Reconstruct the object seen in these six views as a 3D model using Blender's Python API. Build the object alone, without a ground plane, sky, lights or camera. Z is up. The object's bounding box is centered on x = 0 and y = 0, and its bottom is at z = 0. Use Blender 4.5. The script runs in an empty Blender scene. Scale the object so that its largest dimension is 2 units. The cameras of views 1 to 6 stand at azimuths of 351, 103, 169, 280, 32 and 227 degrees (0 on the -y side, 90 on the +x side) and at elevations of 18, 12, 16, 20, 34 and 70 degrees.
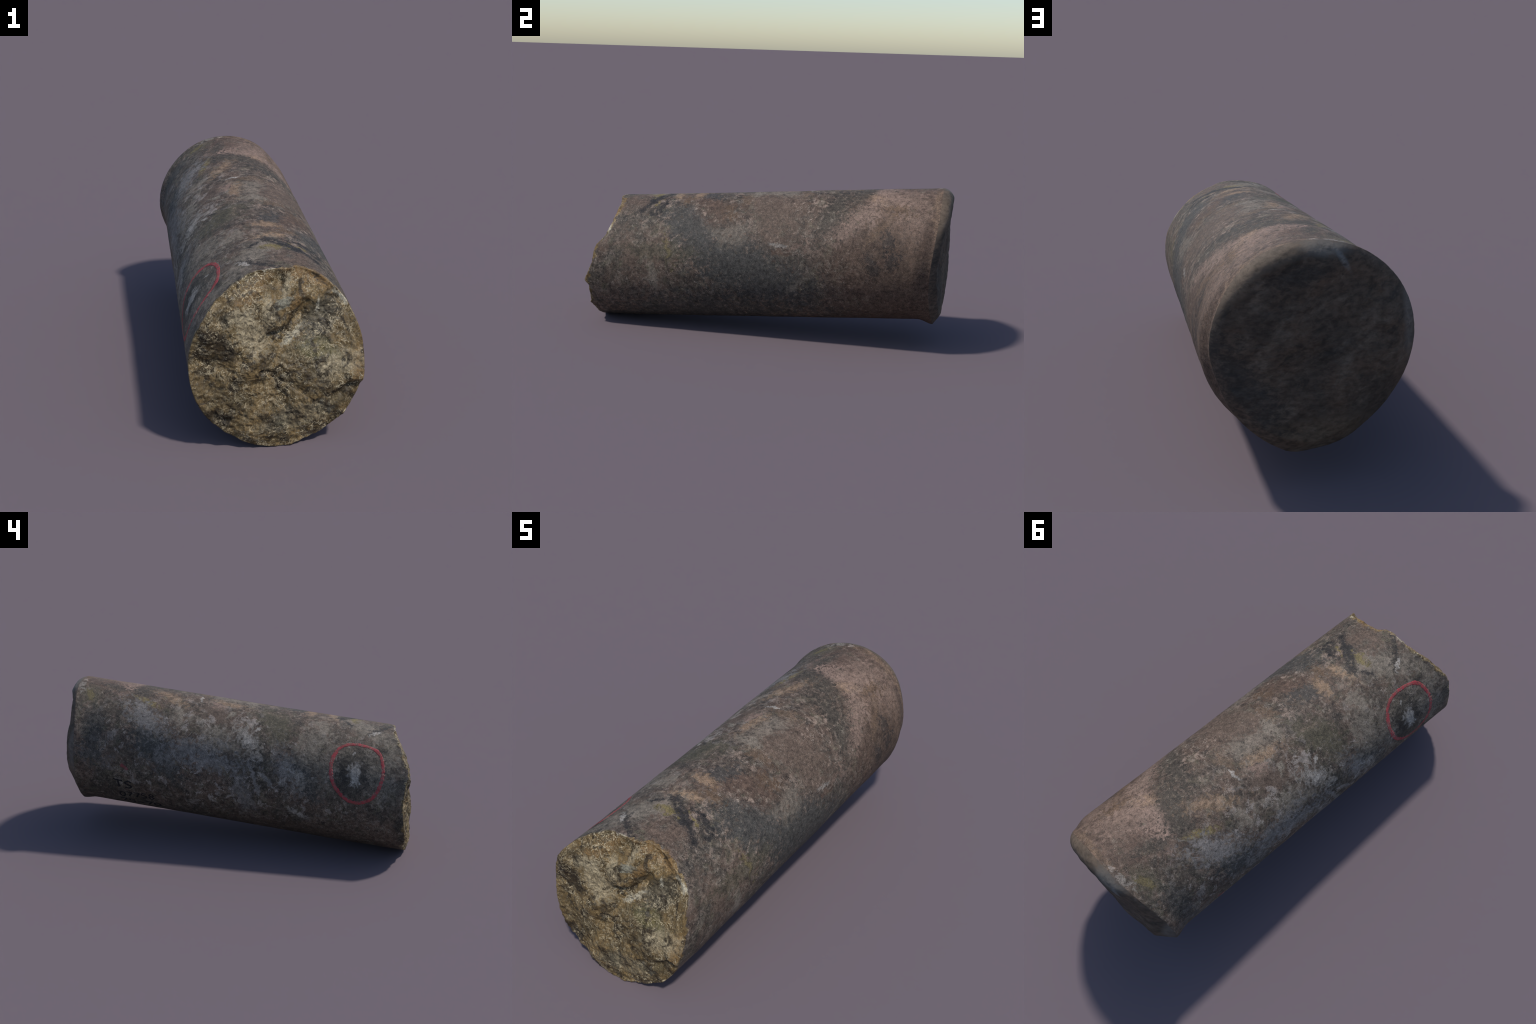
"""A cylindrical rock drill core lying on the ground: weathered dark rind,
one freshly broken honey-brown end, one rounded dark end, a red chalk ring
and handwritten ink numbers."""
import bpy, math
import numpy as np
from mathutils import Matrix, Vector, noise

# ------------------------------------------------------------------ frame
# Core frame: x = across (a), y = along the core (s), z = up across (b).
RADIUS = 0.3468
AXIS_POINT = Vector((0.0009, 0.0, 0.4256))
AXIS = Vector((0.01620, 1.0, 0.08161)).normalized()
ACROSS = AXIS.cross(Vector((0, 0, 1))).normalized()
UPWARD = ACROSS.cross(AXIS)
FRAME = Matrix((
    (ACROSS.x, AXIS.x, UPWARD.x, AXIS_POINT.x),
    (ACROSS.y, AXIS.y, UPWARD.y, AXIS_POINT.y),
    (ACROSS.z, AXIS.z, UPWARD.z, AXIS_POINT.z),
    (0, 0, 0, 1)))

N_THETA, N_LONG, N_FACE, N_CAP = 720, 500, 150, 110


def smoothstep(e0, e1, x):
    t = np.clip((x - e0) / (e1 - e0), 0, 1)
    return t * t * (3 - 2 * t)


def periodic(points, theta):
    """Smooth periodic profile through (degrees, value) control points."""
    pts = sorted(points)
    x = np.array([p[0] for p in pts], float)
    y = np.array([p[1] for p in pts], float)
    x = np.concatenate([x - 360, x, x + 360])
    y = np.concatenate([y, y, y])
    # monotone-ish cubic Hermite with Catmull-Rom slopes
    m = np.gradient(y, x)
    t = np.degrees(theta)
    i = np.clip(np.searchsorted(x, t) - 1, 0, len(x) - 2)
    h = x[i + 1] - x[i]
    u = (t - x[i]) / h
    return ((1 + 2 * u) * (1 - u) ** 2 * y[i] + u * (1 - u) ** 2 * h * m[i]
            + u * u * (3 - 2 * u) * y[i + 1] + u * u * (u - 1) * h * m[i + 1])


def fbm(x, y, z, scale, octaves=4, rough=0.5, shift=(0, 0, 0)):
    """Fractal noise at arrays of points, about -1..1."""
    out = np.empty(x.size)
    X, Y, Z = (x.ravel() * scale + shift[0], y.ravel() * scale + shift[1], z.ravel() * scale + shift[2])
    H = -math.log(rough, 2)
    for k in range(x.size):
        out[k] = noise.fractal((X[k], Y[k], Z[k]), H, 2.0, octaves, noise_basis='PERLIN_ORIGINAL')
    return out.reshape(x.shape)


def fill_noise(theta_n, s_lo, s_hi, cell, scale, octaves, rough, shift, radius=RADIUS):
    """Noise on a coarse theta x s lattice, returned as an interpolator."""
    ns = int((s_hi - s_lo) / cell) + 2
    th = np.linspace(-math.pi, math.pi, theta_n, endpoint=False)
    ss = np.linspace(s_lo, s_hi, ns)
    T, S = np.meshgrid(th, ss, indexing='ij')
    val = fbm(radius * np.sin(T), S, radius * np.cos(T), scale, octaves, rough, shift)

    def sample(theta, s):
        ft = (np.asarray(theta) + math.pi) / (2 * math.pi) * theta_n
        fs = np.clip((np.asarray(s) - s_lo) / (s_hi - s_lo) * (ns - 1), 0, ns - 1.001)
        i0 = np.floor(ft).astype(int)
        j0 = np.floor(fs).astype(int)
        u, v = ft - i0, fs - j0
        i1 = (i0 + 1) % theta_n
        i0 = i0 % theta_n
        return ((val[i0, j0] * (1 - u) + val[i1, j0] * u) * (1 - v)
                + (val[i0, j0 + 1] * (1 - u) + val[i1, j0 + 1] * u) * v)
    return sample


# ------------------------------------------------------------ end profiles
# where the broken end meets the rind: (angle from the top, + toward +x; s)
BREAK_RIM = [(0, -.845), (9, -.838), (17, -.804), (27, -.798), (37, -.810), (45, -.816), (52, -.824),
             (58, -.835), (63, -.850), (71, -.893), (78, -.908), (85, -.918), (94, -.945), (104, -.975),
             (112, -.966), (120, -.968), (130, -.984), (144, -.981), (160, -.990), (171, -1.004),
             (180, -1.006), (-170, -1.006), (-158, -1.004), (-147, -.992), (-137, -.988), (-125, -.990),
             (-115, -.985), (-101, -.968), (-88, -.953), (-79, -.951), (-67, -.950), (-60, -.955),
             (-53, -.948), (-43, -.915), (-35, -.902), (-25, -.876), (-15, -.845)]

# surface of the break: (a, b, s) measured points of relief
BREAK_RELIEF = [(.019, .058, -.913), (.114, .120, -.866), (-.075, -.031, -.974), (-.207, .179, -.952),
                (.055, .237, -.886), (.277, .024, -.936), (-.124, -.128, -.984), (.022, -.018, -.957),
                (.094, .036, -.937), (.173, .181, -.843), (.188, -.176, -.996), (-.237, -.203, -.992),
                (-.118, -.300, -1.012), (.156, .060, -.902), (-.070, -.110, -.980), (-.255, .003, -.946),
                (-.282, .057, -.956), (-.005, -.114, -.979), (-.049, .098, -.932), (-.107, .136, -.941),
                (.030, .140, -.917), (.075, .165, -.876), (.100, .200, -.870), (.150, .205, -.858), (-.150, -.060, -.984),
                (-.200, -.130, -.986), (-.050, -.215, -1.014), (.060, -.260, -1.004), (.150, -.290, -1.006),
                (.260, -.060, -.967), (.250, -.150, -.982), (-.120, .240, -.922), (-.060, .300, -.872),
                (.120, .270, -.833), (.010, .290, -.858), (.000, .250, -.878), (.080, -.080, -.983), (-.290, .160, -.966),
                (.080, -.170, -1.004), (-.100, -.005, -.984), (-.225, .220, -.950), (.180, -.080, -.980)]

# grooves of the break: polyline (a, b), width, depth (into the stone)
GROOVES = [([(-.10, -.028), (-.06, -.034), (0, -.065), (.06, -.10), (.13, -.15), (.19, -.19)], .009, .005),
           ([(-.215, .19), (-.20, .165)], .020, .014),
           ([(-.25, .10), (-.19, .06), (-.13, .015), (-.09, -.02)], .014, .005),
           ([(.36, -.115), (.31, -.105), (.26, -.125), (.21, -.165)], .017, .014),
           ([(-.03, .100), (.03, .112), (.08, .150), (.12, .200)], .016, .019),
           ([(.005, .34), (.02, .30), (.04, .26)], .016, .009),
           ([(-.28, -.20), (-.24, -.215), (-.20, -.22)], .016, .011),
           ([(-.12, -.16), (-.10, -.12), (-.09, -.07)], .012, .006),
           ([(.02, -.13), (.025, -.20), (.05, -.25)], .015, .005)]

# rounded far end: rind stops at (r1, s1), a sloping shoulder runs to (r2, s2)
FAR_R1 = [(0, .348), (20, .347), (45, .340), (65, .328), (90, .322), (110, .317), (130, .333), (150, .352),
          (160, .364), (167, .373), (180, .366), (-170, .364), (-160, .361), (-150, .354), (-135, .354),
          (-121, .357), (-109, .362), (-90, .368), (-77, .367), (-60, .362), (-50, .357), (-30, .351), (-15, .348)]
FAR_S1 = [(0, .972), (20, .974), (45, .968), (65, .950), (90, .925), (110, .908), (130, .902), (160, .904),
          (180, .904), (-160, .896), (-135, .884), (-110, .881), (-90, .884), (-70, .898), (-50, .922),
          (-30, .952), (-15, .968)]
FAR_R2 = [(0, .300), (20, .302), (45, .306), (65, .300), (90, .296), (110, .294), (135, .300), (160, .322),
          (180, .326), (-160, .312), (-135, .288), (-110, .290), (-90, .298), (-70, .302), (-50, .296),
          (-30, .296), (-15, .298)]
FAR_S2 = [(0, 1.026), (20, 1.022), (45, 1.007), (65, .985), (90, .960), (110, .950), (135, .945), (160, .944),
          (180, .944), (-160, .941), (-135, .941), (-110, .950), (-90, .957), (-70, .960), (-50, .964),
          (-30, .984), (-15, 1.013)]
FAR_DISC = [(0, 0, .986), (.10, 0, .990), (0, .2, 1.004), (0, -.2, .963), (-.15, 0, .974), (.17, 0, .977),
            (.17, .12, 1.000), (-.15, -.15, .965), (.15, -.15, .957), (-.15, .17, .979), (-.24, .05, .963)]


def thin_plate(points):
    """Thin plate spline s(a, b) through (a, b, s) points."""
    P = np.array(points, float)
    n = len(P)

    def kernel(d2):
        return 0.5 * d2 * np.log(d2 + 1e-12)
    d2 = ((P[:, None, :2] - P[None, :, :2]) ** 2).sum(-1)
    A = np.zeros((n + 3, n + 3))
    A[:n, :n] = kernel(d2) + np.eye(n) * 3e-5
    A[:n, n] = A[n, :n] = 1
    A[:n, n + 1:] = P[:, :2]
    A[n + 1:, :n] = P[:, :2].T
    w = np.linalg.solve(A, np.concatenate([P[:, 2], np.zeros(3)]))

    def f(a, b):
        out = w[n] + w[n + 1] * a + w[n + 2] * b
        for k in range(n):
            out = out + w[k] * kernel((a - P[k, 0]) ** 2 + (b - P[k, 1]) ** 2)
        return out
    return f


def groove_depth(a, b, wobble):
    total = np.zeros_like(a)
    for path, width, depth in GROOVES:
        best = np.full(a.shape, 9.0)
        for (x0, y0), (x1, y1) in zip(path[:-1], path[1:]):
            dx, dy = x1 - x0, y1 - y0
            t = np.clip(((a - x0) * dx + (b - y0) * dy) / (dx * dx + dy * dy), 0, 1)
            best = np.minimum(best, np.hypot(a - x0 - t * dx, b - y0 - t * dy))
        total += depth * np.exp(-((best + wobble * .010) / width) ** 2)
    return total


# ---------------------------------------------------------------- the body
theta = np.linspace(-math.pi, math.pi, N_THETA, endpoint=False)
sin_t, cos_t = np.sin(theta), np.cos(theta)

lumps = fill_noise(180, -1.1, 1.1, .02, 5.0, 3, .5, (3, 7, 1))
grain = fill_noise(900, -1.1, 1.1, .004, 75.0, 3, .6, (11, 2, 5))

# little holes in the rind: (s, t along the girth, radius, depth)
PITS = [(.804, -.141, .009, .006), (.067, .160, .008, .006), (.447, .118, .007, .005), (.83, -.12, .006, .004),
        (-.83, -.36, .010, .004), (-.76, -.50, .012, .003), (.30, .40, .006, .003), (-.45, .62, .006, .003)]

far_s1 = periodic(FAR_S1, theta)
far_r1 = periodic(FAR_R1, theta)


def eccentric(th, s):
    """The core is a few millimetres fuller on its lower right flank."""
    c = np.cos(th - math.radians(142))
    upper = .0032 - .006 * smoothstep(-.25, .6, s)
    return (.0055 * np.clip(c, 0, 1) + upper * np.clip(c, -1, 0)) * smoothstep(-1.0, -.75, s)


def rind_radius(th, s):
    s1 = np.interp(th, np.append(theta, math.pi), np.append(far_s1, far_s1[0]))
    r1 = np.interp(th, np.append(theta, math.pi), np.append(far_r1, far_r1[0]))
    r = RADIUS + (r1 - RADIUS) * smoothstep(-.10, 0.0, s - s1) ** 1.6
    r = r + eccentric(th, s)
    r = r + .0016 * lumps(th, s) + .0007 * grain(th, s)
    for ps, pt, pr, pd in PITS:
        d2 = (s - ps) ** 2 + (th * RADIUS - pt) ** 2
        r = r - pd * np.exp(-d2 / (pr * .6) ** 2)
    return r


# broken face, on a polar grid from the rim to the middle
u_face = np.linspace(1, 0, N_FACE + 1)[:-1]
rim_noise = fbm(RADIUS * sin_t, theta * 0, RADIUS * cos_t, 32, 4, .6, (5, 5, 5))
rim_s = periodic(BREAK_RIM, theta) + .0045 * rim_noise
rim_points = [(RADIUS * math.sin(math.radians(d)), RADIUS * math.cos(math.radians(d)), s) for d, s in BREAK_RIM]
relief = thin_plate(BREAK_RELIEF + rim_points)

FR = RADIUS * u_face[None, :] * np.ones((N_THETA, 1))
FA, FB = FR * sin_t[:, None], FR * cos_t[:, None]
coarse = fbm(FA, FA * 0, FB, 16, 3, .5, (1, 9, 4))
fine = fbm(FA, FA * 0 + .3, FB, 60, 4, .62, (8, 2, 2))
blocky = np.round(fbm(FA, FA * 0 + .5, FB, 11, 2, .5, (3, 3, 7)) * 5) / 5
ridge = 1 - np.abs(fbm(FA, FA * 0 + .7, FB, 26, 3, .55, (2, 6, 1))) * 2.2
FS = relief(FA, FB) - .0065 * coarse - .0022 * blocky - .0014 * fine - .0030 * (ridge - .5)
FS = FS + groove_depth(FA, FB, coarse)
# pull the rim to its own measured line over the last centimetres
pull = smoothstep(RADIUS - .035, RADIUS, FR)
FS = FS * (1 - pull) + (rim_s[:, None] - .004 + .4 * (FS - relief(FA, FB))) * pull
# worn arris: the edge rolls over into the rind by a few millimetres
roll = .005 + .004 * np.clip(fbm(RADIUS * sin_t, theta * 0, RADIUS * cos_t, 9, 3, .5, (4, 1, 3)), -1, 1)
k = np.clip((FR - (RADIUS - roll[:, None])) / roll[:, None], 0, 1)
FS = FS + roll[:, None] * (1 - np.sqrt(1 - .98 * k ** 2))
near_s = FS[:, 0]

# rind rows from the broken rim to the far rim
t_long = np.linspace(0, 1, N_LONG + 1)
S = near_s[:, None] + (far_s1 - near_s)[:, None] * t_long[None, :]
TH = theta[:, None] * np.ones_like(S)
RR = rind_radius(TH, S)
RR[:, 0] = RADIUS + .0016 * lumps(theta, near_s) + eccentric(theta, near_s)
FR[:, 0] = RR[:, 0]
FA[:, 0], FB[:, 0] = FR[:, 0] * sin_t, FR[:, 0] * cos_t

# far end: shoulder and lumpy disc
far_r2, far_s2 = periodic(FAR_R2, theta), periodic(FAR_S2, theta)
corner_pts = [(r * math.sin(math.radians(d)), r * math.cos(math.radians(d)), s)
              for (d, r), (_, s) in zip(FAR_R2, FAR_S2)]
disc = thin_plate(FAR_DISC + corner_pts)
n_sh = 22
CR = np.empty((N_THETA, N_CAP))
CS = np.empty((N_THETA, N_CAP))
for j in range(N_CAP):
    if j < n_sh:
        w = j / n_sh
        CR[:, j] = RR[:, -1] * (1 - w) + far_r2 * w
        # shoulder is straight below and rounds over at the top of the core
        bulge = .012 * np.clip(cos_t, 0, 1) * math.sin(math.pi * w)
        CS[:, j] = far_s1 * (1 - w) + far_s2 * w + bulge * .6
        CR[:, j] += bulge * .7
    else:
        w = 1 - (j - n_sh) / (N_CAP - n_sh)
        CR[:, j] = far_r2 * w
        CS[:, j] = disc(far_r2 * w * sin_t, far_r2 * w * cos_t)
for _ in range(6):          # soften the shoulder corner
    for M in (CR, CS):
        M[:, 2:-1] = .25 * M[:, 1:-2] + .5 * M[:, 2:-1] + .25 * M[:, 3:]
CA, CB = CR * sin_t[:, None], CR * cos_t[:, None]
fade = smoothstep(0, .03, np.hypot(CA - CA[:, :1], CB - CB[:, :1]))
CS = CS + fade * (.007 * fbm(CA, CA * 0, CB, 8, 3, .5, (6, 3, 3)) + .0012 * fbm(CA, CA * 0, CB, 45, 3, .55, (1, 3, 8)))

rows = []                   # every row is (a, s, b) of N_THETA points
for j in range(N_FACE - 1, 0, -1):
    rows.append(np.stack([FA[:, j], FS[:, j], FB[:, j]], 1))
i_break = len(rows)
for j in range(N_LONG + 1):
    rows.append(np.stack([RR[:, j] * sin_t, S[:, j], RR[:, j] * cos_t], 1))
i_far = len(rows) - 1
for j in range(1, N_CAP):
    rows.append(np.stack([CA[:, j], CS[:, j], CB[:, j]], 1))
body = np.concatenate(rows + [np.array([[0, FS[:, -1].mean(), 0], [0, CS[:, -1].mean(), 0]])])
hub_near, hub_far = len(body) - 2, len(body) - 1
n_rows = len(rows)


def strip(r0, r1):
    """Quads between rows r0..r1, facing outward."""
    i = np.arange(N_THETA)
    i2 = (i + 1) % N_THETA
    out = []
    for r in range(r0, r1):
        out.append(np.stack([r * N_THETA + i, (r + 1) * N_THETA + i, (r + 1) * N_THETA + i2, r * N_THETA + i2], 1))
    return np.concatenate(out)


ring = np.arange(N_THETA)
near_fan = np.stack([ring, (ring + 1) % N_THETA, np.full(N_THETA, hub_near)], 1)
last = (n_rows - 1) * N_THETA
far_fan = np.stack([last + (ring + 1) % N_THETA, last + ring, np.full(N_THETA, hub_far)], 1)
# the broken edge is chipped back raggedly: bare stone reaches a little way round onto the rind
chip = fbm(RADIUS * sin_t, theta * 0, RADIUS * cos_t, 22, 4, .62, (7, 7, 1))
bare_rows = np.clip(np.round(1.2 + 5.5 * chip + .8 * sin_t), 0, 7).astype(int)
edge_quads = strip(i_break, i_break + 8)
is_bare = (np.arange(8)[:, None] < bare_rows[None, :]).ravel()
REGIONS = {
    'fracture_face': (np.concatenate([strip(0, i_break), edge_quads[is_bare]]), near_fan),
    'rind': (np.concatenate([edge_quads[~is_bare], strip(i_break + 8, i_far)]), None),
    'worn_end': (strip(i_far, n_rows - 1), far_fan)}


def make_mesh(name, verts, quads, tris=None):
    me = bpy.data.meshes.new(name)
    loops = quads.ravel()
    starts = np.arange(len(quads)) * 4
    if tris is not None:
        starts = np.concatenate([starts, len(loops) + np.arange(len(tris)) * 3])
        loops = np.concatenate([loops, tris.ravel()])
    me.vertices.add(len(verts))
    me.vertices.foreach_set('co', np.asarray(verts, np.float32).ravel())
    me.loops.add(len(loops))
    me.loops.foreach_set('vertex_index', loops.astype(np.int32))
    me.polygons.add(len(starts))
    me.polygons.foreach_set('loop_start', starts.astype(np.int32))
    me.update(calc_edges=True)
    me.validate()
    me.shade_smooth()
    return me


# vertex normals of the whole closed body, shared by its parts
whole = make_mesh('whole', body, np.concatenate([q for q, _ in REGIONS.values()]),
                  np.concatenate([near_fan, far_fan]))
normals = np.empty(len(body) * 3, np.float32)
whole.vertices.foreach_get('co', normals)
whole.vertex_normals.foreach_get('vector', normals)
normals = normals.reshape(-1, 3)
bpy.data.meshes.remove(whole)

# ---------------------------------------------------------------- materials


class Graph:
    """Small helper to write node trees as expressions."""

    def __init__(self, name, group=False):
        if group:
            self.nt = bpy.data.node_groups.new(name, 'ShaderNodeTree')
        else:
            self.mat = bpy.data.materials.new(name)
            self.mat.use_nodes = True
            self.nt = self.mat.node_tree
        self.nt.nodes.clear()

    def node(self, kind, **props):
        n = self.nt.nodes.new(kind)
        for key, v in props.items():
            setattr(n, key, v)
        return n

    def put(self, socket, v):
        if isinstance(v, bpy.types.NodeSocket):
            self.nt.links.new(v, socket)
        elif isinstance(v, (tuple, list)) and socket.type == 'RGBA' and len(v) == 3:
            socket.default_value = (*v, 1)
        else:
            socket.default_value = v

    def math(self, op, a, b=0.0, c=0.0, clamp=False):
        n = self.node('ShaderNodeMath', operation=op, use_clamp=clamp)
        for k, v in enumerate((a, b, c)):
            self.put(n.inputs[k], v)
        return n.outputs[0]

    def vec(self, op, a, b=(0, 0, 0), scale=None):
        n = self.node('ShaderNodeVectorMath', operation=op)
        self.put(n.inputs[0], a)
        if op not in ('LENGTH', 'SCALE'):
            self.put(n.inputs[1], b)
        if scale is not None:
            self.put(n.inputs['Scale'], scale)
        return n.outputs['Value'] if op in ('LENGTH', 'DOT_PRODUCT') else n.outputs['Vector']

    def noise(self, p, scale, detail=4, rough=.55, distort=0.0, shift=None, color=False, stretch=None):
        if shift or stretch:
            n = self.node('ShaderNodeMapping')
            self.put(n.inputs['Vector'], p)
            n.inputs['Location'].default_value = shift or (0, 0, 0)
            n.inputs['Scale'].default_value = stretch or (1, 1, 1)
            p = n.outputs[0]
        n = self.node('ShaderNodeTexNoise')
        self.put(n.inputs['Vector'], p)
        self.put(n.inputs['Scale'], scale)
        n.inputs['Detail'].default_value = detail
        n.inputs['Roughness'].default_value = rough
        n.inputs['Distortion'].default_value = distort
        return n.outputs['Color' if color else 'Fac']

    def voronoi(self, p, scale, feature='F1', rnd=1.0):
        n = self.node('ShaderNodeTexVoronoi', feature=feature)
        self.put(n.inputs['Vector'], p)
        n.inputs['Scale'].default_value = scale
        n.inputs['Randomness'].default_value = rnd
        return n.outputs['Distance']

    def step(self, x, lo, hi, to0=0.0, to1=1.0):
        n = self.node('ShaderNodeMapRange', interpolation_type='SMOOTHSTEP')
        for key, v in (('Value', x), ('From Min', lo), ('From Max', hi), ('To Min', to0), ('To Max', to1)):
            self.put(n.inputs[key], v)
        return n.outputs[0]

    def mix(self, fac, a, b, blend='MIX'):
        n = self.node('ShaderNodeMix', data_type='RGBA', blend_type=blend)
        self.put(n.inputs[0], fac)
        self.put(n.inputs[6], a)
        self.put(n.inputs[7], b)
        return n.outputs[2]

    def blot(self, q, x, y, length, width, angle, ragged, rag, edge, core, strength):
        """Mask of a ragged elliptical stain at (x, y) of the flat coordinate q."""
        c, s = math.cos(math.radians(angle)), math.sin(math.radians(angle))
        u = self.math('ADD', self.vec('DOT_PRODUCT', q, (c / length, s / length, 0)), -(c * x + s * y) / length)
        v = self.math('ADD', self.vec('DOT_PRODUCT', q, (-s / width, c / width, 0)), (s * x - c * y) / width)
        d = self.math('SQRT', self.math('MULTIPLY_ADD', v, v, self.math('MULTIPLY', u, u)))
        d = self.math('MULTIPLY_ADD', ragged, rag, d)
        k = 1 / (edge - core)
        m = self.math('MULTIPLY_ADD', d, -k, edge * k, clamp=True)
        return self.math('MULTIPLY', m, strength)

    def finish(self, color, rough, height, bump=.4, dist=.004, spec=.3):
        b = self.node('ShaderNodeBump')
        b.inputs['Strength'].default_value = bump
        b.inputs['Distance'].default_value = dist
        self.put(b.inputs['Height'], height)
        p = self.node('ShaderNodeBsdfPrincipled')
        self.put(p.inputs['Base Color'], color)
        self.put(p.inputs['Roughness'], rough)
        p.inputs['Specular IOR Level'].default_value = spec
        self.put(p.inputs['Normal'], b.outputs[0])
        o = self.node('ShaderNodeOutputMaterial')
        self.nt.links.new(p.outputs[0], o.inputs[0])
        return self.mat


# rock colours (linear)
DARK = (.056, .050, .042)
MAUVE = (.112, .083, .066)
BROWN = (.090, .061, .047)
PINK = (.235, .172, .142)
PALE = (.200, .180, .150)
TAN = (.270, .190, .125)
RUST = (.128, .086, .055)
YELLOW = (.165, .138, .058)
MOSS = (.082, .076, .053)
BLACK = (.024, .023, .024)
SLATE = (.052, .054, .053)
BLUEPALE = (.175, .170, .168)
LIME = (.320, .310, .290)

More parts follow.
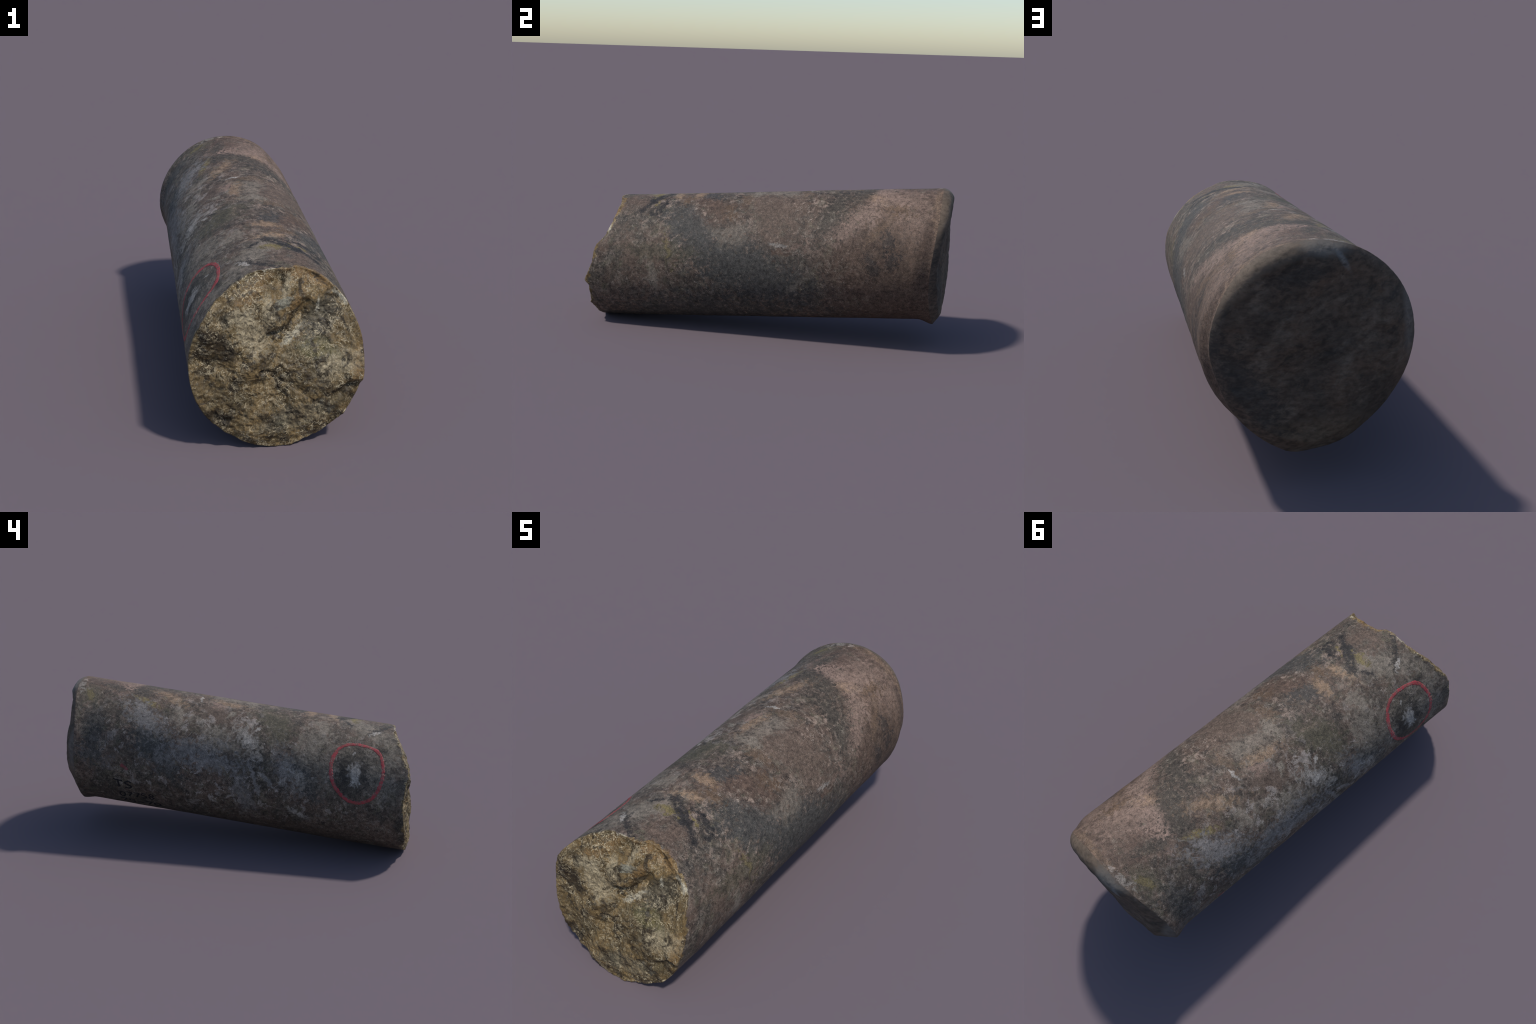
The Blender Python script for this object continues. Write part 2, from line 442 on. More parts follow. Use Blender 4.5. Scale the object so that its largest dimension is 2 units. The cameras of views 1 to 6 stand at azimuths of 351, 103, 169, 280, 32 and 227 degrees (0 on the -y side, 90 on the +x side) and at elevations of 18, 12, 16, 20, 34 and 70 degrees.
# stains of the rind: s, t (metres along the girth from the top, + toward +x),
# half length, half width, angle, colour, strength, raggedness
STAINS = [
    ('wash of brown', .85, .55, .12, .46, 90, BROWN, .80, .5),
    ('slate flank', -.02, .57, .16, .17, 27, SLATE, .85, .8),
    ('slate patch', -.306, .382, .15, .12, 50, SLATE, .75, .8),
    ('brown saddle', .088, .20, .14, .12, -111, MAUVE, .8, .8),
    ('brown saddle', -.245, .175, .114, .08, 56, BROWN, .8, .9),
    ('brown', .114, -.153, .056, .06, -149, MAUVE, .7, .8),
    ('mottled mauve', .76, .26, .08, .16, 80, PINK, .40, 1.5),
    ('mottled brown', .72, .42, .12, .16, 60, RUST, .40, 1.7),
    ('mottled dark', .70, .50, .12, .14, 60, BLACK, .30, 1.6),
    ('pink wedge', .66, .095, .12, .07, -84, PINK, .75, 1.1),
    ('pink wedge', .704, -.008, .053, .035, -135, PINK, .95, .6),
    ('tan heart', .646, .150, .041, .035, -145, TAN, 0.54, 1.05),
    ('pink fringe', .50, .322, .10, .06, -32, PINK, .60, 1.6),
    ('pink fringe', .60, .25, .08, .05, -40, PINK, .6, 1.5),
    ('mauve bloom', .80, .16, .10, .09, 80, PINK, .35, .9),
    ('rust spots', .738, .238, .050, .03, -174, RUST, 0.68, 1.45),
    ('rust spots', .66, .36, .06, .02, -50, RUST, 0.54, 1.45),
    ('dark band', .575, .005, .117, .055, -72, DARK, .8, 1.2),
    ('dark band', .428, .200, .140, .05, 104, DARK, .8, 1.2),
    ('dark band', .754, -.053, .068, .025, -163, DARK, .8, 1.2),
    ('dark spot', .627, .543, .025, .03, 65, BLACK, .6, .9),
    ('dark spot', .719, .510, .025, .03, 77, BLACK, .6, .9),
    ('dark spot', .709, .419, .025, .03, 63, BLACK, .55, .9),
    ('brown spots', .79, .02, .03, .035, 20, BROWN, .6, 1.2),
    ('rim tan', .955, .16, .141, .018, 91, TAN, .3, 1.2),
    ('yellow lichen', .540, -.154, .060, .018, -159, YELLOW, .75, 1.1),
    ('moss', .868, -.174, .030, .05, -121, MOSS, .7, 1.0),
    ('moss fleck', .875, -.165, .03, .012, -121, YELLOW, .5, 1.3),
    ('tan vein', .417, -.080, .090, .030, -150, TAN, 0.54, 1.35),
    ('tan wash', .102, -.031, .056, .035, -169, TAN, 0.59, 1.25),
    ('pale wash', .105, .038, .077, .045, -163, PALE, .55, 1.1),
    ('pale wash', .152, -.077, .03, .02, -157, PINK, .8, 1.0),
    ('rust wash', .241, .042, .030, .03, -99, RUST, 0.54, 1.25),
    ('pale', -.038, .045, .040, .028, -77, PALE, .7, 1.1),
    ('rust wash', -.078, .110, .025, .03, -105, RUST, 0.54, 1.35),
    ('rust wash', -.151, .241, .020, .03, 60, RUST, 0.54, 1.35),
    ('pink flecks', -.178, -.075, .032, .015, -155, PINK, .8, 1.1),
    ('moss', -.204, -.166, .074, .07, -124, MOSS, .8, .9),
    ('slate', -.29, .06, .05, .04, 30, SLATE, .7, 1.1),
    ('tan cloud', -.494, .030, .043, .030, -108, TAN, 0.81, 0.95),
    ('tan cloud', -.370, .036, .047, .022, -85, TAN, 0.68, 1.05),
    ('rust', -.417, .115, .025, .022, -102, RUST, 0.77, 1.15),
    ('rust', -.45, .07, .03, .012, -95, RUST, 0.54, 1.25),
    ('pale field', -.680, -.067, .100, .065, -149, PALE, .65, .9),
    ('pale', -.458, -.129, .05, .03, -133, PALE, .6, 1.0),
    ('pink field', -.72, .12, .05, .05, 30, MAUVE, .9, .8),
    ('black smear', -.610, .114, .090, .026, -60, BLACK, .9, .6),
    ('black smear', -.553, .180, .050, .022, -66, BLACK, .85, .7),
    ('black smear', -.55, .05, .05, .014, -75, BLACK, .7, .8),
    ('yellow vein', -.579, .139, .032, .006, -59, YELLOW, .9, .9),
    ('yellow', -.618, .033, .028, .022, -93, YELLOW, .8, 1.0),
    ('black blot', -.591, -.052, .021, .013, -143, BLACK, .85, .6),
    ('black blot', -.785, -.037, .065, .016, -52, BLACK, .8, .9),
    ('white vein', -.750, -.104, .033, .005, -49, LIME, .9, .7),
    ('orange rim', -.805, .140, .045, .018, -100, RUST, .95, .7),
    ('mauve', -.710, .460, .085, .045, 82, MAUVE, .75, .8),
    ('moss', -.52, .465, .129, .045, 4, MOSS, .6, .9),
    ('lichen streak', -.490, .440, .070, .012, 74, YELLOW, .45, 1.4),
    ('pale bloom', -.572, .594, .042, .028, 80, PALE, .7, 1.2),
    ('white fleck', .140, .439, .030, .010, 4, LIME, .65, .9),
    ('rust under fleck', .15, .475, .03, .02, 0, BROWN, .7, .9),
    ('ochre crumbs', .218, .661, .109, .009, -42, PALE, .5, 1.6),
    ('pale crumbs', -.125, .374, .037, .05, -7, PALE, .45, 1.3),
    ('blue-grey flank', .439, -.430, .129, .07, -137, SLATE, .9, .7),
    ('blue-grey flank', -.388, -.448, .093, .06, -133, SLATE, .9, .7),
    ('grey bloom', .516, -.264, .085, .060, -147, BLUEPALE, .85, 1.2),
    ('grey bloom', .098, -.452, .10, .045, 177, BLUEPALE, .8, 1.3),
    ('grey bloom', .326, -.250, .045, .03, -112, PALE, .75, 1.1),
    ('grey bloom', .16, -.27, .09, .03, -150, PALE, .5, 1.3),
    ('pale fleck', .057, -.157, .017, .013, -52, PALE, .9, .8),
    ('pale fleck', .112, -.257, .019, .009, -142, PALE, .9, .8),
    ('white fleck', .251, -.039, .033, .007, -96, LIME, .75, .5),
    ('white fleck', -.114, -.223, .008, .008, 0, LIME, .8, .6),
    ('lime blotch', -.079, -.308, .045, .040, -130, LIME, .8, 1.2),
    ('scratched lime', -.141, -.507, .084, .012, -115, BLUEPALE, .9, .9),
    ('scratched lime', -.079, -.591, .093, .045, -114, BLUEPALE, .75, 1.3),
    ('scratched lime', -.204, -.489, .035, .013, -125, BLUEPALE, .9, .9),
    ('lime dot', -.303, -.493, .010, .013, -135, LIME, .8, .9),
    ('lime dot', -.351, -.445, .035, .030, -144, LIME, .7, 1.5),
    ('grey bloom', -.30, -.42, .06, .05, -120, BLUEPALE, .6, 1.5),
    ('grey bloom', .12, -.33, .08, .04, 150, PALE, .6, 1.4),
    ('lime dot', -.392, -.676, .028, .020, -156, LIME, .75, 1.3),
    ('grey bloom', .02, -.36, .12, .035, 175, PALE, .55, 1.5),
    ('grey bloom', .25, -.42, .12, .06, 165, BLUEPALE, .7, 1.5),
    ('grey bloom', -.42, -.25, .10, .06, 100, PALE, .5, 1.4),
    ('grey bloom', -.85, -.30, .07, .04, 100, PALE, .5, 1.3),
    ('grey bloom', .78, -.52, .06, .04, 20, BLUEPALE, .45, 1.4),
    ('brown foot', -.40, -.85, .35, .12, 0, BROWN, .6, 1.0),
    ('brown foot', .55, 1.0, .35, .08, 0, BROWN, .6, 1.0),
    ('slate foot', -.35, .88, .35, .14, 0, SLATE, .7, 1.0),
    ('pale ground of ring', -.65, -.38, .10, .14, 10, PALE, .45, .9),
    ('dark oval', -.655, -.400, .055, .085, 90, DARK, .9, .5),
    ('dark oval', -.612, -.400, .070, .020, -107, BLACK, .4, .6),
    ('dark oval', -.722, -.370, .075, .022, -112, BLACK, .4, .6),
    ('lime scab', -.672, -.382, .028, .030, -100, LIME, .98, .6),
    ('lime scab', -.690, -.415, .020, .014, -100, LIME, .95, .5),
    ('lime scab', -.665, -.425, .016, .010, -80, LIME, .9, .5),
    ('lime speck', -.652, -.272, .004, .007, -109, LIME, .8, .5),
    ('dark grey foot', .80, -.42, .10, .06, 80, SLATE, .6, .8),
    ('white shoulder', .965, -.072, .050, .012, -114, LIME, .45, 2.2),
]


def rind_pattern():
    """Colour, roughness and height of the weathered rind, shared by the stone and its marks."""
    g = Graph('rind_pattern', group=True)
    p = g.node('ShaderNodeTexCoord').outputs['Object']
    sep = g.node('ShaderNodeSeparateXYZ')
    g.put(sep.inputs[0], p)
    girth = g.math('MULTIPLY', g.math('ARCTAN2', sep.outputs['X'], sep.outputs['Z']), RADIUS)
    flat = g.node('ShaderNodeCombineXYZ')
    g.put(flat.inputs[0], sep.outputs['Y'])
    g.put(flat.inputs[1], girth)
    warp = g.vec('SUBTRACT', g.noise(p, 11, 6, .62, color=True), (.5, .5, .5))
    warp2 = g.vec('SUBTRACT', g.noise(p, 42, 5, .65, color=True, shift=(3, 1, 7)), (.5, .5, .5))
    q = g.vec('ADD', flat.outputs[0], g.vec('SCALE', warp, scale=.075))
    q = g.vec('ADD', q, g.vec('SCALE', warp2, scale=.060))

    broad = g.noise(p, 4.2, 6, .6, .6)
    mid = g.noise(p, 13, 7, .66, .5, shift=(5, 2, 9))
    crumb = g.noise(p, 55, 6, .7, .4, shift=(1, 8, 3))
    speck = g.noise(p, 230, 3, .7, shift=(7, 7, 2))
    fibre = g.math('ABSOLUTE', g.math('SUBTRACT', g.noise(p, 85, 3, .6, 1.6, shift=(9, 4, 4)), .5))
    fibre = g.step(fibre, .07, .0)
    ragged = g.math('ADD', g.math('MULTIPLY', g.math('SUBTRACT', crumb, .5), 3.6),
                    g.math('MULTIPLY', g.math('SUBTRACT', speck, .5), 1.6))
    ragged = g.math('MULTIPLY_ADD', g.math('SUBTRACT', g.noise(p, 30, 5, .68, 1.0, shift=(6, 3, 3)), .5), 5.5, ragged)

    col = g.mix(g.step(broad, .38, .62), DARK, MAUVE)
    col = g.mix(g.step(mid, .50, .68), col, MOSS)
    col = g.mix(g.math('MULTIPLY', g.step(g.noise(p, 9, 6, .65, .8, shift=(2, 2, 6)), .56, .72), .75), col, PALE)
    # blotchy weathering at the scale of a thumb print
    blotch = g.noise(p, 30, 6, .68, .7, shift=(4, 9, 2))
    col = g.mix(g.step(blotch, .53, .60, 0, .65), col, g.mix(.6, col, PALE))
    blotch2 = g.noise(p, 22, 6, .70, .9, shift=(8, 3, 5))
    col = g.mix(g.step(blotch2, .47, .40, 0, .6), col, g.mix(.6, col, BLACK))
    col = g.mix(g.step(blotch2, .55, .61, 0, .5), col, BROWN)
    # thin cloudy veil over everything, lighter and darker
    veil = g.noise(p, 26, 7, .70, 1.0, shift=(1, 5, 8))
    col = g.mix(g.step(veil, .54, .63, 0, .50), col, g.mix(.6, col, (.205, .165, .138)))
    col = g.mix(g.step(veil, .46, .37, 0, .55), col, g.mix(.7, col, BLACK))
    # crisp cloudy lime bloom, thickest along the ringed flank
    flank = g.blot(q, .0, -.42, .95, .42, 0, ragged, .3, 1.1, .6, 1.0)
    cloud = g.math('MULTIPLY_ADD', g.math('SUBTRACT', crumb, .5), .22, g.noise(p, 15, 6, .64, .5, shift=(2, 9, 9)))
    cloud = g.math('MULTIPLY_ADD', g.math('SUBTRACT', speck, .5), .16, cloud)
    col = g.mix(g.math('MULTIPLY', g.step(cloud, .555, .605, 0, .85), flank), col, (.255, .238, .225))
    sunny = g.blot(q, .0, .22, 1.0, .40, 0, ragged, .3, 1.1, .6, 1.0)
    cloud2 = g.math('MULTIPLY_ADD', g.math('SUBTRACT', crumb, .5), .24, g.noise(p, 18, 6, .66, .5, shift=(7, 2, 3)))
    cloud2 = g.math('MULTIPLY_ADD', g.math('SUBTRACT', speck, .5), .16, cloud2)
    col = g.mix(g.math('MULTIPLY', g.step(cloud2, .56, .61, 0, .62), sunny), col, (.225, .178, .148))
    # chalky crumbs in small ragged clumps
    clump = g.math('MULTIPLY_ADD', g.math('SUBTRACT', speck, .5), .5, g.noise(p, 36, 6, .70, .4, shift=(6, 8, 2)))
    clump = g.math('MULTIPLY', g.step(clump, .58, .66, 0, .65), g.step(g.noise(p, 8, 4, .6, shift=(3, 7, 7)), .36, .56))
    col = g.mix(clump, col, (.235, .208, .182))
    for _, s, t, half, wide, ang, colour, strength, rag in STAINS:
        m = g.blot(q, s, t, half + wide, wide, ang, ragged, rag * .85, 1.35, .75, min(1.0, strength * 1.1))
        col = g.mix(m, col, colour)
    # grain: pale fibres, dark pores, small pale specks
    col = g.mix(g.math('MULTIPLY', fibre, g.step(mid, .40, .65, .12, .42)), col, g.mix(.5, PALE, col))
    tone = g.math('MULTIPLY_ADD', g.step(veil, .36, .64), .34, -.16)
    tone = g.math('ADD', tone, g.step(crumb, .30, .70, .52, 1.16))
    tone = g.math('ADD', tone, g.step(speck, .30, .70, -.32, .36))
    tv = g.node('ShaderNodeCombineXYZ')
    for k in range(3):
        g.put(tv.inputs[k], tone)
    col = g.vec('MULTIPLY', col, tv.outputs[0])
    col = g.vec('MULTIPLY', col, (1.06, .985, .93))
    pores = g.step(g.voronoi(g.vec('ADD', p, g.vec('SCALE', warp2, scale=.01)), 46), .13, .05)
    pores = g.math('MULTIPLY', pores, g.step(mid, .52, .62))
    col = g.mix(g.math('MULTIPLY', pores, .7), col, BLACK)
    glint = g.math('MULTIPLY', g.step(g.voronoi(p, 105), .20, .10), g.step(crumb, .48, .62))
    col = g.mix(g.math('MULTIPLY', glint, .5), col, LIME)
    height = g.math('ADD', g.math('MULTIPLY', crumb, .8), g.math('MULTIPLY', speck, .4))
    height = g.math('SUBTRACT', height, g.math('MULTIPLY', pores, .5))
    out = g.node('NodeGroupOutput')
    for label, kind, value in (('Colour', 'NodeSocketColor', col), ('Height', 'NodeSocketFloat', height),
                               ('Rough', 'NodeSocketFloat', g.step(crumb, .3, .7, .62, .82)),
                               ('Grit', 'NodeSocketFloat', g.math('MULTIPLY_ADD', crumb, .6, g.math('MULTIPLY', speck, .4)))):
        g.nt.interface.new_socket(label, in_out='OUTPUT', socket_type=kind)
        g.nt.links.new(value, out.inputs[label])
    return g.nt


RIND_PATTERN = rind_pattern()


def rind_material():
    g = Graph('weathered_rind')
    n = g.node('ShaderNodeGroup', node_tree=RIND_PATTERN)
    return g.finish(n.outputs['Colour'], n.outputs['Rough'], n.outputs['Height'], .35, .003, .25)


def pigment_material(name, colour, cover, lo, hi):
    """Thin pigment over the rind: the stone shows through the grain."""
    g = Graph(name)
    n = g.node('ShaderNodeGroup', node_tree=RIND_PATTERN)
    col = g.mix(g.step(n.outputs['Grit'], lo, hi, cover, cover * .25), n.outputs['Colour'], colour)
    return g.finish(col, n.outputs['Rough'], n.outputs['Height'], .35, .003, .2)


def fracture_material():
    g = Graph('honey_brown_fracture')
    p = g.node('ShaderNodeTexCoord').outputs['Object']
    sep = g.node('ShaderNodeSeparateXYZ')
    g.put(sep.inputs[0], p)
    flat = g.node('ShaderNodeCombineXYZ')
    g.put(flat.inputs[0], sep.outputs['X'])
    g.put(flat.inputs[1], sep.outputs['Z'])
    warp = g.vec('SUBTRACT', g.noise(p, 14, 5, .6, color=True), (.5, .5, .5))
    warp2 = g.vec('SUBTRACT', g.noise(p, 60, 4, .6, color=True, shift=(3, 1, 7)), (.5, .5, .5))
    q = g.vec('ADD', flat.outputs[0], g.vec('SCALE', warp, scale=.05))
    q = g.vec('MULTIPLY', g.vec('ADD', q, g.vec('SCALE', warp2, scale=.034)), (1, 1, 0))
    broad = g.noise(p, 7, 6, .62, .5)
    mid = g.noise(p, 22, 6, .65, .8, shift=(4, 4, 1))
    crumb = g.noise(p, 75, 5, .66, .6, shift=(1, 2, 3))
    speck = g.noise(p, 240, 3, .7)
    HONEY, DEEP, OLIVE, CREAM, ORANGE, CHALK, UMBER = ((.180, .119, .050), (.062, .042, .018), (.112, .084, .042),
                                                       (.44, .365, .235), (.175, .100, .036), (.46, .42, .32), (.028, .019, .010))
    GREY, TEAL = (.095, .085, .062), (.27, .28, .23)
    col = g.mix(g.step(broad, .36, .62), DEEP, HONEY)
    col = g.mix(g.step(mid, .48, .66, 0, .8), col, OLIVE)
    ragged = g.math('ADD', g.math('MULTIPLY', g.math('SUBTRACT', crumb, .5), 1.5),
                    g.math('MULTIPLY', g.math('SUBTRACT', mid, .5), .9))
    patches = [
        ('orange crown', .13, .30, .10, .03, -25, ORANGE, .8, .6),
        ('orange crown', -.10, .27, .07, .03, 38, ORANGE, .6, .8),
        ('orange hip', .32, -.03, .05, .03, 80, ORANGE, .6, .8),
        ('orange fold', .08, .20, .05, .022, 60, ORANGE, .6, .8),
        ('grey brow', .18, .14, .05, .06, 40, GREY, .75, .9),
        ('dark rill', .05, .30, .03, .018, 70, UMBER, .7, .8),
        ('ashen rill', .05, .27, .03, .014, 70, CREAM, .5, 1.3),
        ('umber eye', -.205, .178, .012, .018, 90, UMBER, .95, .6),
        ('umber vale', -.23, .10, .07, .035, -40, UMBER, .75, .8),
        ('umber vale', -.29, .07, .03, .03, 80, UMBER, .55, .8),
        ('umber seam', -.06, -.035, .03, .008, 10, UMBER, .9, .5),
        ('umber seam', -.03, .01, .03, .018, 60, DEEP, .8, .6),
        ('umber notch', .19, -.18, .03, .02, -40, UMBER, .85, .7),
        ('umber notch', .27, -.12, .05, .016, 10, UMBER, .7, .8),
        ('umber foot', -.25, -.205, .04, .022, -35, UMBER, .85, .7),
        ('green tint', .16, .03, .06, .035, -10, (.13, .125, .045), .4, 1.3),
        ('pale hip', .24, -.03, .06, .05, 20, CREAM, .40, 1.2),
        ('pale foot', .07, -.22, .10, .05, 10, TEAL, .18, 1.5),
        ('smooth foot', -.12, -.29, .05, .025, -20, HONEY, .8, .7),
        ('painted overhang shadow', .05, .14, .06, .016, 40, UMBER, .7, .6),
        ('chalk lens', .062, .088, .038, .015, 38, CHALK, .85, .35),
        ('chalk hook', .173, .185, .022, .006, 68, CHALK, .8, .3),
        ('teal web', .025, .215, .024, .018, 15, TEAL, .6, 1.5),
        ('rim chalk', .265, .205, .03, .009, -45, CHALK, .9, .6),
        ('rim chalk', -.03, .345, .04, .004, 8, CHALK, .7, .5),
        ('cream lace', -.10, .12, .05, .055, -60, CREAM, .55, 1.9),
        ('cream lace', -.16, .19, .05, .025, 20, CREAM, .50, 1.9),
        ('cream lace', -.03, .18, .05, .02, 90, CREAM, .6, 1.6),
    ]
    for _, a, b, half, wide, ang, colour, strength, rag in patches:
        m = g.blot(q, a, b, half + wide, wide, ang, ragged, rag, 1.2, .7, strength)
        col = g.mix(m, col, colour)
    # dark hollows and stains between the crystals
    hollow = g.noise(p, 17, 6, .66, .8, shift=(9, 5, 2))
    col = g.mix(g.step(hollow, .51, .39, 0, .88), col, UMBER)
    # network of cream veinlets
    for sc, width, amount, shift in ((19, .020, .90, (2, 5, 1)), (40, .032, .75, (6, 1, 8)), (80, .042, .30, (3, 3, 9))):
        v = g.math('ABSOLUTE', g.math('SUBTRACT', g.noise(p, sc, 3, .55, 1.6, shift=shift), .5))
        gate = g.step(g.noise(p, sc * .40, 4, .6, shift=(shift[1], shift[0], 4)), .48, .58)
        fac = g.math('MULTIPLY', g.step(v, width, width * .35, 0, amount), gate)
        col = g.mix(fac, col, CREAM)
    tone = g.math('ADD', g.step(crumb, .28, .72, .50, 1.20), g.step(speck, .3, .7, -.24, .28))
    tv = g.node('ShaderNodeCombineXYZ')
    for k in range(3):
        g.put(tv.inputs[k], tone)
    col = g.vec('MULTIPLY', col, tv.outputs[0])
    glint = g.math('MULTIPLY', g.step(g.voronoi(p, 85), .17, .08), g.step(mid, .50, .60))  # bright sparkle drawn into the base colour
    col = g.mix(g.math('MULTIPLY', glint, .6), col, (.55, .48, .30))
    height = g.math('ADD', g.math('MULTIPLY', crumb, .9), g.math('MULTIPLY', speck, .35))
    return g.finish(col, g.step(crumb, .3, .7, .45, .75), height, .25, .004, .3)


def end_material():
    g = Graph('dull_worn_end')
    p = g.node('ShaderNodeTexCoord').outputs['Object']
    turn = g.node('ShaderNodeMapping')
    g.put(turn.inputs['Vector'], p)
    turn.inputs['Rotation'].default_value = (0, math.radians(-30), 0)
    streaky = g.noise(turn.outputs[0], 9, 6, .6, .4, stretch=(1, 1, 2.0))
    broad = g.noise(p, 5, 5, .6, .5, shift=(2, 2, 2))
    crumb = g.noise(p, 40, 5, .65, .3, stretch=(1, 1, 1.8))
    col = g.mix(g.step(broad, .36, .62), (.062, .048, .038), (.086, .060, .044))  # base tones darkened because this end lies in shade
    col = g.mix(g.step(streaky, .50, .66, 0, .75), col, (.115, .090, .070))
    col = g.mix(g.step(streaky, .47, .34, 0, .85), col, (.034, .028, .023))
    sep = g.node('ShaderNodeSeparateXYZ')
    g.put(sep.inputs[0], p)
    flat = g.node('ShaderNodeCombineXYZ')
    g.put(flat.inputs[0], sep.outputs['X'])
    g.put(flat.inputs[1], sep.outputs['Z'])
    ragged = g.math('MULTIPLY', g.math('SUBTRACT', crumb, .5), 3.0)
    for _, a, b, half, wide, ang, colour, strength in (
            ('tan brow', .10, .325, .11, .035, -18, (.125, .093, .066), .7),
            ('tan brow', .22, .24, .08, .03, -45, (.15, .11, .078), .7),
            ('white smear', -.055, .325, .05, .022, 8, (.20, .185, .165), .5),
            ('white smear', -.11, .28, .03, .010, 60, (.22, .22, .22), .5),
            ('ash shoulder', -.345, .05, .10, .022, 90, (.15, .145, .14), .4),
            ('brown foot', .0, -.30, .16, .05, 0, (.11, .078, .052), .6),
            ('dark moon', .22, -.12, .14, .06, 60, (.040, .036, .033), .7),
            ('dark brow', .02, .25, .10, .03, -8, (.040, .036, .033), .6)):
        m = g.blot(flat.outputs[0], a, b, half + wide, wide, ang, ragged, .8, 1.4, .6, strength)
        col = g.mix(m, col, colour)
    tone = g.step(crumb, .28, .72, .65, 1.35)
    tv = g.node('ShaderNodeCombineXYZ')
    for k in range(3):
        g.put(tv.inputs[k], tone)
    col = g.vec('MULTIPLY', col, tv.outputs[0])
    return g.finish(col, .72, crumb, .35, .004, .25)


# ------------------------------------------------------------- the objects
core = bpy.data.objects.new('core_sample', None)
core.empty_display_size = .2
core['label'] = 'dark weathered cylindrical rock drill core with broken brown end'
core['category'] = 'rock core sample'
bpy.context.collection.objects.link(core)


def add_part(name, mesh, material):
    ob = bpy.data.objects.new(name, mesh)
    mesh.materials.append(material)
    bpy.context.collection.objects.link(ob)
    ob.parent = core
    ob.matrix_local = FRAME
    return ob


MATS = {'fracture_face': fracture_material(), 'rind': rind_material(), 'worn_end': end_material()}
for name, (quads, tris) in REGIONS.items():
    used = np.unique(np.concatenate([quads.ravel()] + ([tris.ravel()] if tris is not None else [])))
    index = np.full(len(body), -1)
    index[used] = np.arange(len(used))
    me = make_mesh(name, body[used], index[quads], index[tris] if tris is not None else None)
    me.normals_split_custom_set_from_vertices([tuple(v) for v in normals[used]])
    add_part(name, me, MATS[name])


def resample(path, closed, step=.003):
    """Catmull-Rom curve through (s, t) points, evenly stepped."""
    P = np.array(path, float)
    n = len(P)
    segs = n if closed else n - 1
    out = []
    for i in range(segs):
        if closed:
            p0, p1, p2, p3 = P[(i - 1) % n], P[i], P[(i + 1) % n], P[(i + 2) % n]
        else:
            p0, p1, p2, p3 = P[max(i - 1, 0)], P[i], P[i + 1], P[min(i + 2, n - 1)]
        k = max(2, int(np.linalg.norm(p2 - p1) / step))
        for u in np.arange(k) / k:
            out.append(.5 * (2 * p1 + (p2 - p0) * u + (2 * p0 - 5 * p1 + 4 * p2 - p3) * u * u
                             + (3 * p1 - p0 - 3 * p2 + p3) * u ** 3))
    if not closed:
        out.append(P[-1])
    return np.array(out)


def stroke(path, width, closed=False, seed=0, proud=.0006, tooth=.35):
    """A band of pigment hugging the rind, with ragged edges and real depth."""
    C = resample(path, closed, .0022)
    n = len(C)
    T = np.roll(C, -1, 0) - np.roll(C, 1, 0) if closed else np.gradient(C, axis=0)
    T /= np.linalg.norm(T, axis=1)[:, None] + 1e-9
    N = np.stack([-T[:, 1], T[:, 0]], 1)
    rag = np.array([[noise.noise((c[0] * 90 + seed, c[1] * 90, k * 5.3)) + noise.noise((c[0] * 310 + seed, c[1] * 310, k * 5.3 + 2)) for k in (0, 1)] for c in C])
    slow = np.array([noise.noise((c[0] * 14 + seed, c[1] * 14, 2.2)) for c in C])
    half = width * .5 * (1 + .25 * slow)
    if not closed:
        half = half * np.clip(np.minimum(np.arange(n), np.arange(n)[::-1]) / 2.0 + .45, 0, 1)
    lanes = []
    for w, lift in ((-1, -.002), (-1, .5), (-.5, 1), (0, 1), (.5, 1), (1, .5), (1, -.002)):
        edge = half * w * (1 + tooth * rag[:, 0 if w < 0 else 1])
        Q = C + N * edge[:, None]
        th = Q[:, 1] / RADIUS
        r = rind_radius(th, Q[:, 0]) + (proud * lift if lift > 0 else lift)
        lanes.append(np.stack([r * np.sin(th), Q[:, 0], r * np.cos(th)], 1))
    V = np.stack(lanes, 1)
    L = len(lanes)
    i = np.arange(n if closed else n - 1)
    quads = []
    for k in range(L):
        k2 = (k + 1) % L
        quads.append(np.stack([i * L + k, ((i + 1) % n) * L + k, ((i + 1) % n) * L + k2, i * L + k2], 1))
    return V.reshape(-1, 3), np.concatenate(quads)[:, ::-1]


def join_strokes(strokes):
    V, Q, off = [], [], 0
    for v, q in strokes:
        V.append(v)
        Q.append(q + off)
        off += len(v)
    return np.concatenate(V), np.concatenate(Q)


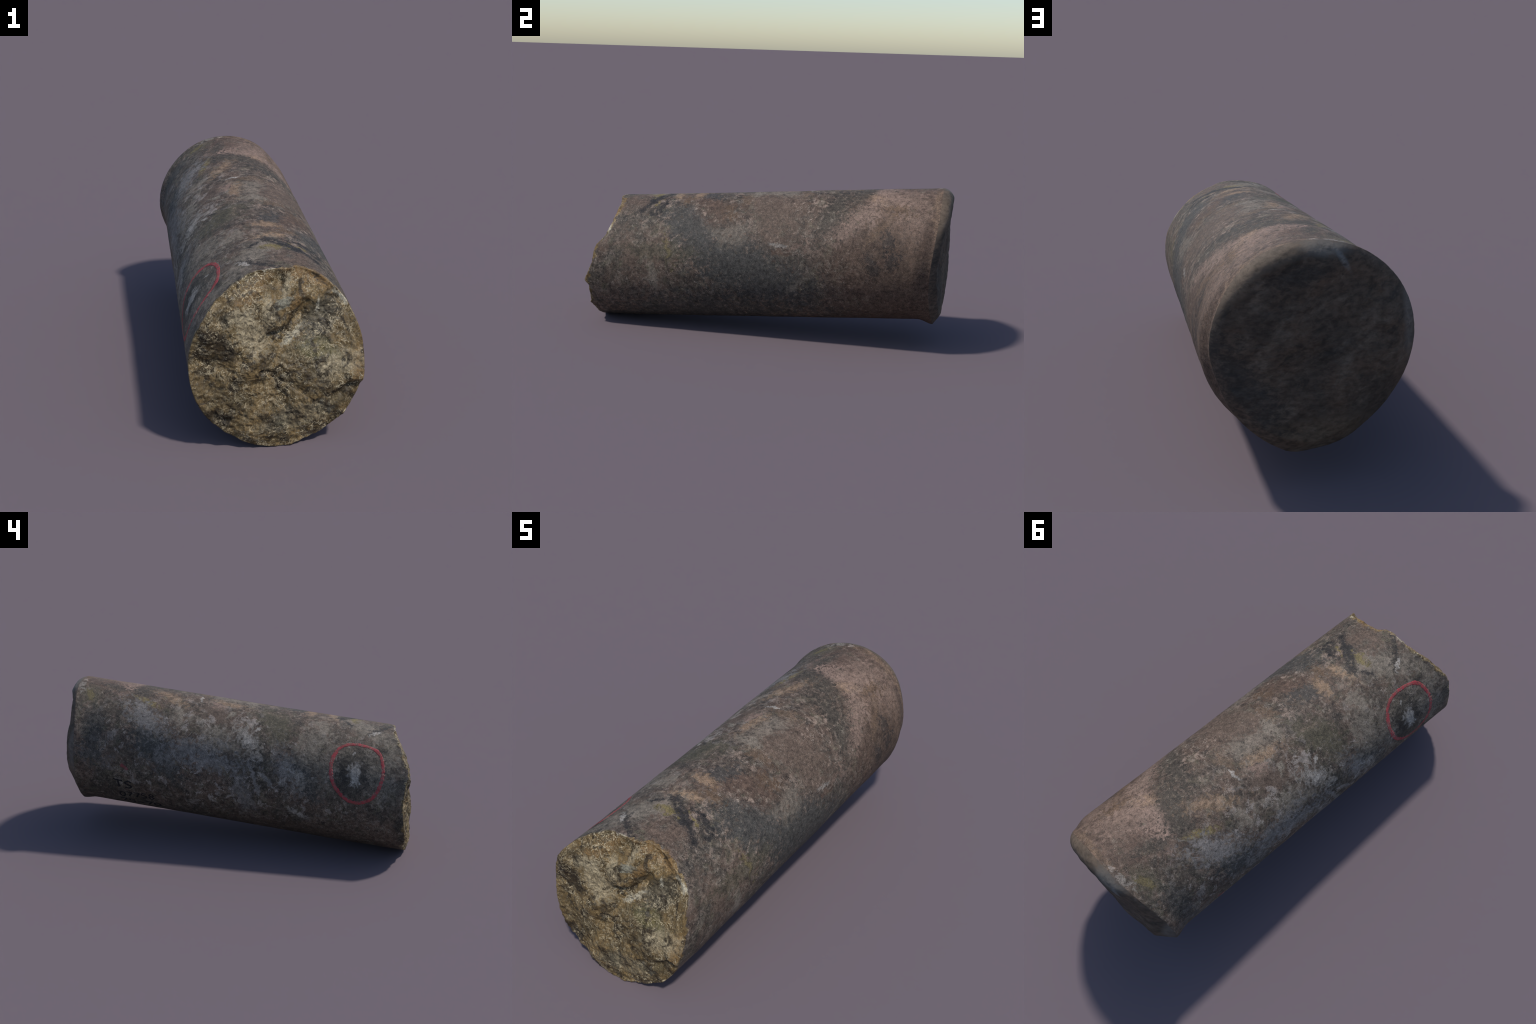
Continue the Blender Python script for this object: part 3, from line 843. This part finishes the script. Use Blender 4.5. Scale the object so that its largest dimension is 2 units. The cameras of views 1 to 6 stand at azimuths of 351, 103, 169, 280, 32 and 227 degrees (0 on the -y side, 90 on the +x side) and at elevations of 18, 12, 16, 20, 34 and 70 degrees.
RING = [(-.584, -.241), (-.634, -.218), (-.687, -.217), (-.752, -.229), (-.792, -.263), (-.815, -.323),
        (-.823, -.385), (-.811, -.450), (-.783, -.504), (-.731, -.538), (-.668, -.540), (-.615, -.508),
        (-.571, -.461), (-.547, -.407), (-.539, -.344), (-.553, -.285)]
red = pigment_material('red_chalk', (.37, .042, .055), .88, .43, .58)
v, q = stroke(RING, .0185, closed=True, proud=.0004, tooth=.38)
add_part('chalk_ring', make_mesh('chalk_ring', v, q), red)
v, q = join_strokes([stroke([(.617, -.548), (.60, -.560), (.575, -.577)], .016, seed=4, proud=.0004, tooth=.7)])
add_part('chalk_smudge', make_mesh('chalk_smudge', v, q),
         pigment_material('faded_red_chalk', (.30, .04, .06), .65, .40, .62))

# handwriting: strokes of each character on a unit box (x right, y up)
GLYPHS = {
    'T': [[(-.1, 1.05), (.4, .95), (1.05, .88)], [(.5, .95), (.55, .5), (.68, 0)]],
    'S': [[(.9, .9), (.5, 1), (.1, .8), (.4, .55), (.85, .35), (.6, .03), (.05, .08)]],
    '0': [[(.5, 1), (.1, .75), (.1, .25), (.5, 0), (.9, .25), (.9, .75), (.5, 1)]],
    '7': [[(0, .95), (.5, 1), (.95, .95), (.6, .5), (.4, 0)]],
    '5': [[(.9, 1), (.2, .97), (.15, .6), (.6, .62), (.9, .35), (.6, .02), (.1, .08)]],
    '8': [[(.5, .52), (.12, .75), (.5, 1), (.88, .75), (.5, .52), (.08, .25), (.5, 0), (.92, .25), (.5, .52)]],
    '-': [[(0, .5), (.9, .5)]],
}


def write(text, s, t, size, wide, gap, pen, drift=0.0):
    """Write text running toward the broken end (-s), standing up toward the top (+t)."""
    out = []
    for i, ch in enumerate(text):
        s0, t0 = s - i * (wide + gap), t + drift * i
        for k, line in enumerate(GLYPHS[ch]):
            out.append(stroke([(s0 - x * wide, t0 + y * size) for x, y in line], pen, seed=i * 7 + k))
    return out


ink = pigment_material('black_ink', (.012, .011, .014), .95, .52, .85)
lines = (write('TS', .658, -.702, .050, .048, .012, .0105, -.004)
         + write('07758', .634, -.795, .046, .033, .010, .0085, .004)
         + write('75-70', .640, -.872, .044, .040, .010, .0085, .002))
v, q = join_strokes(lines)
add_part('ink_lettering', make_mesh('ink_lettering', v, q), ink)
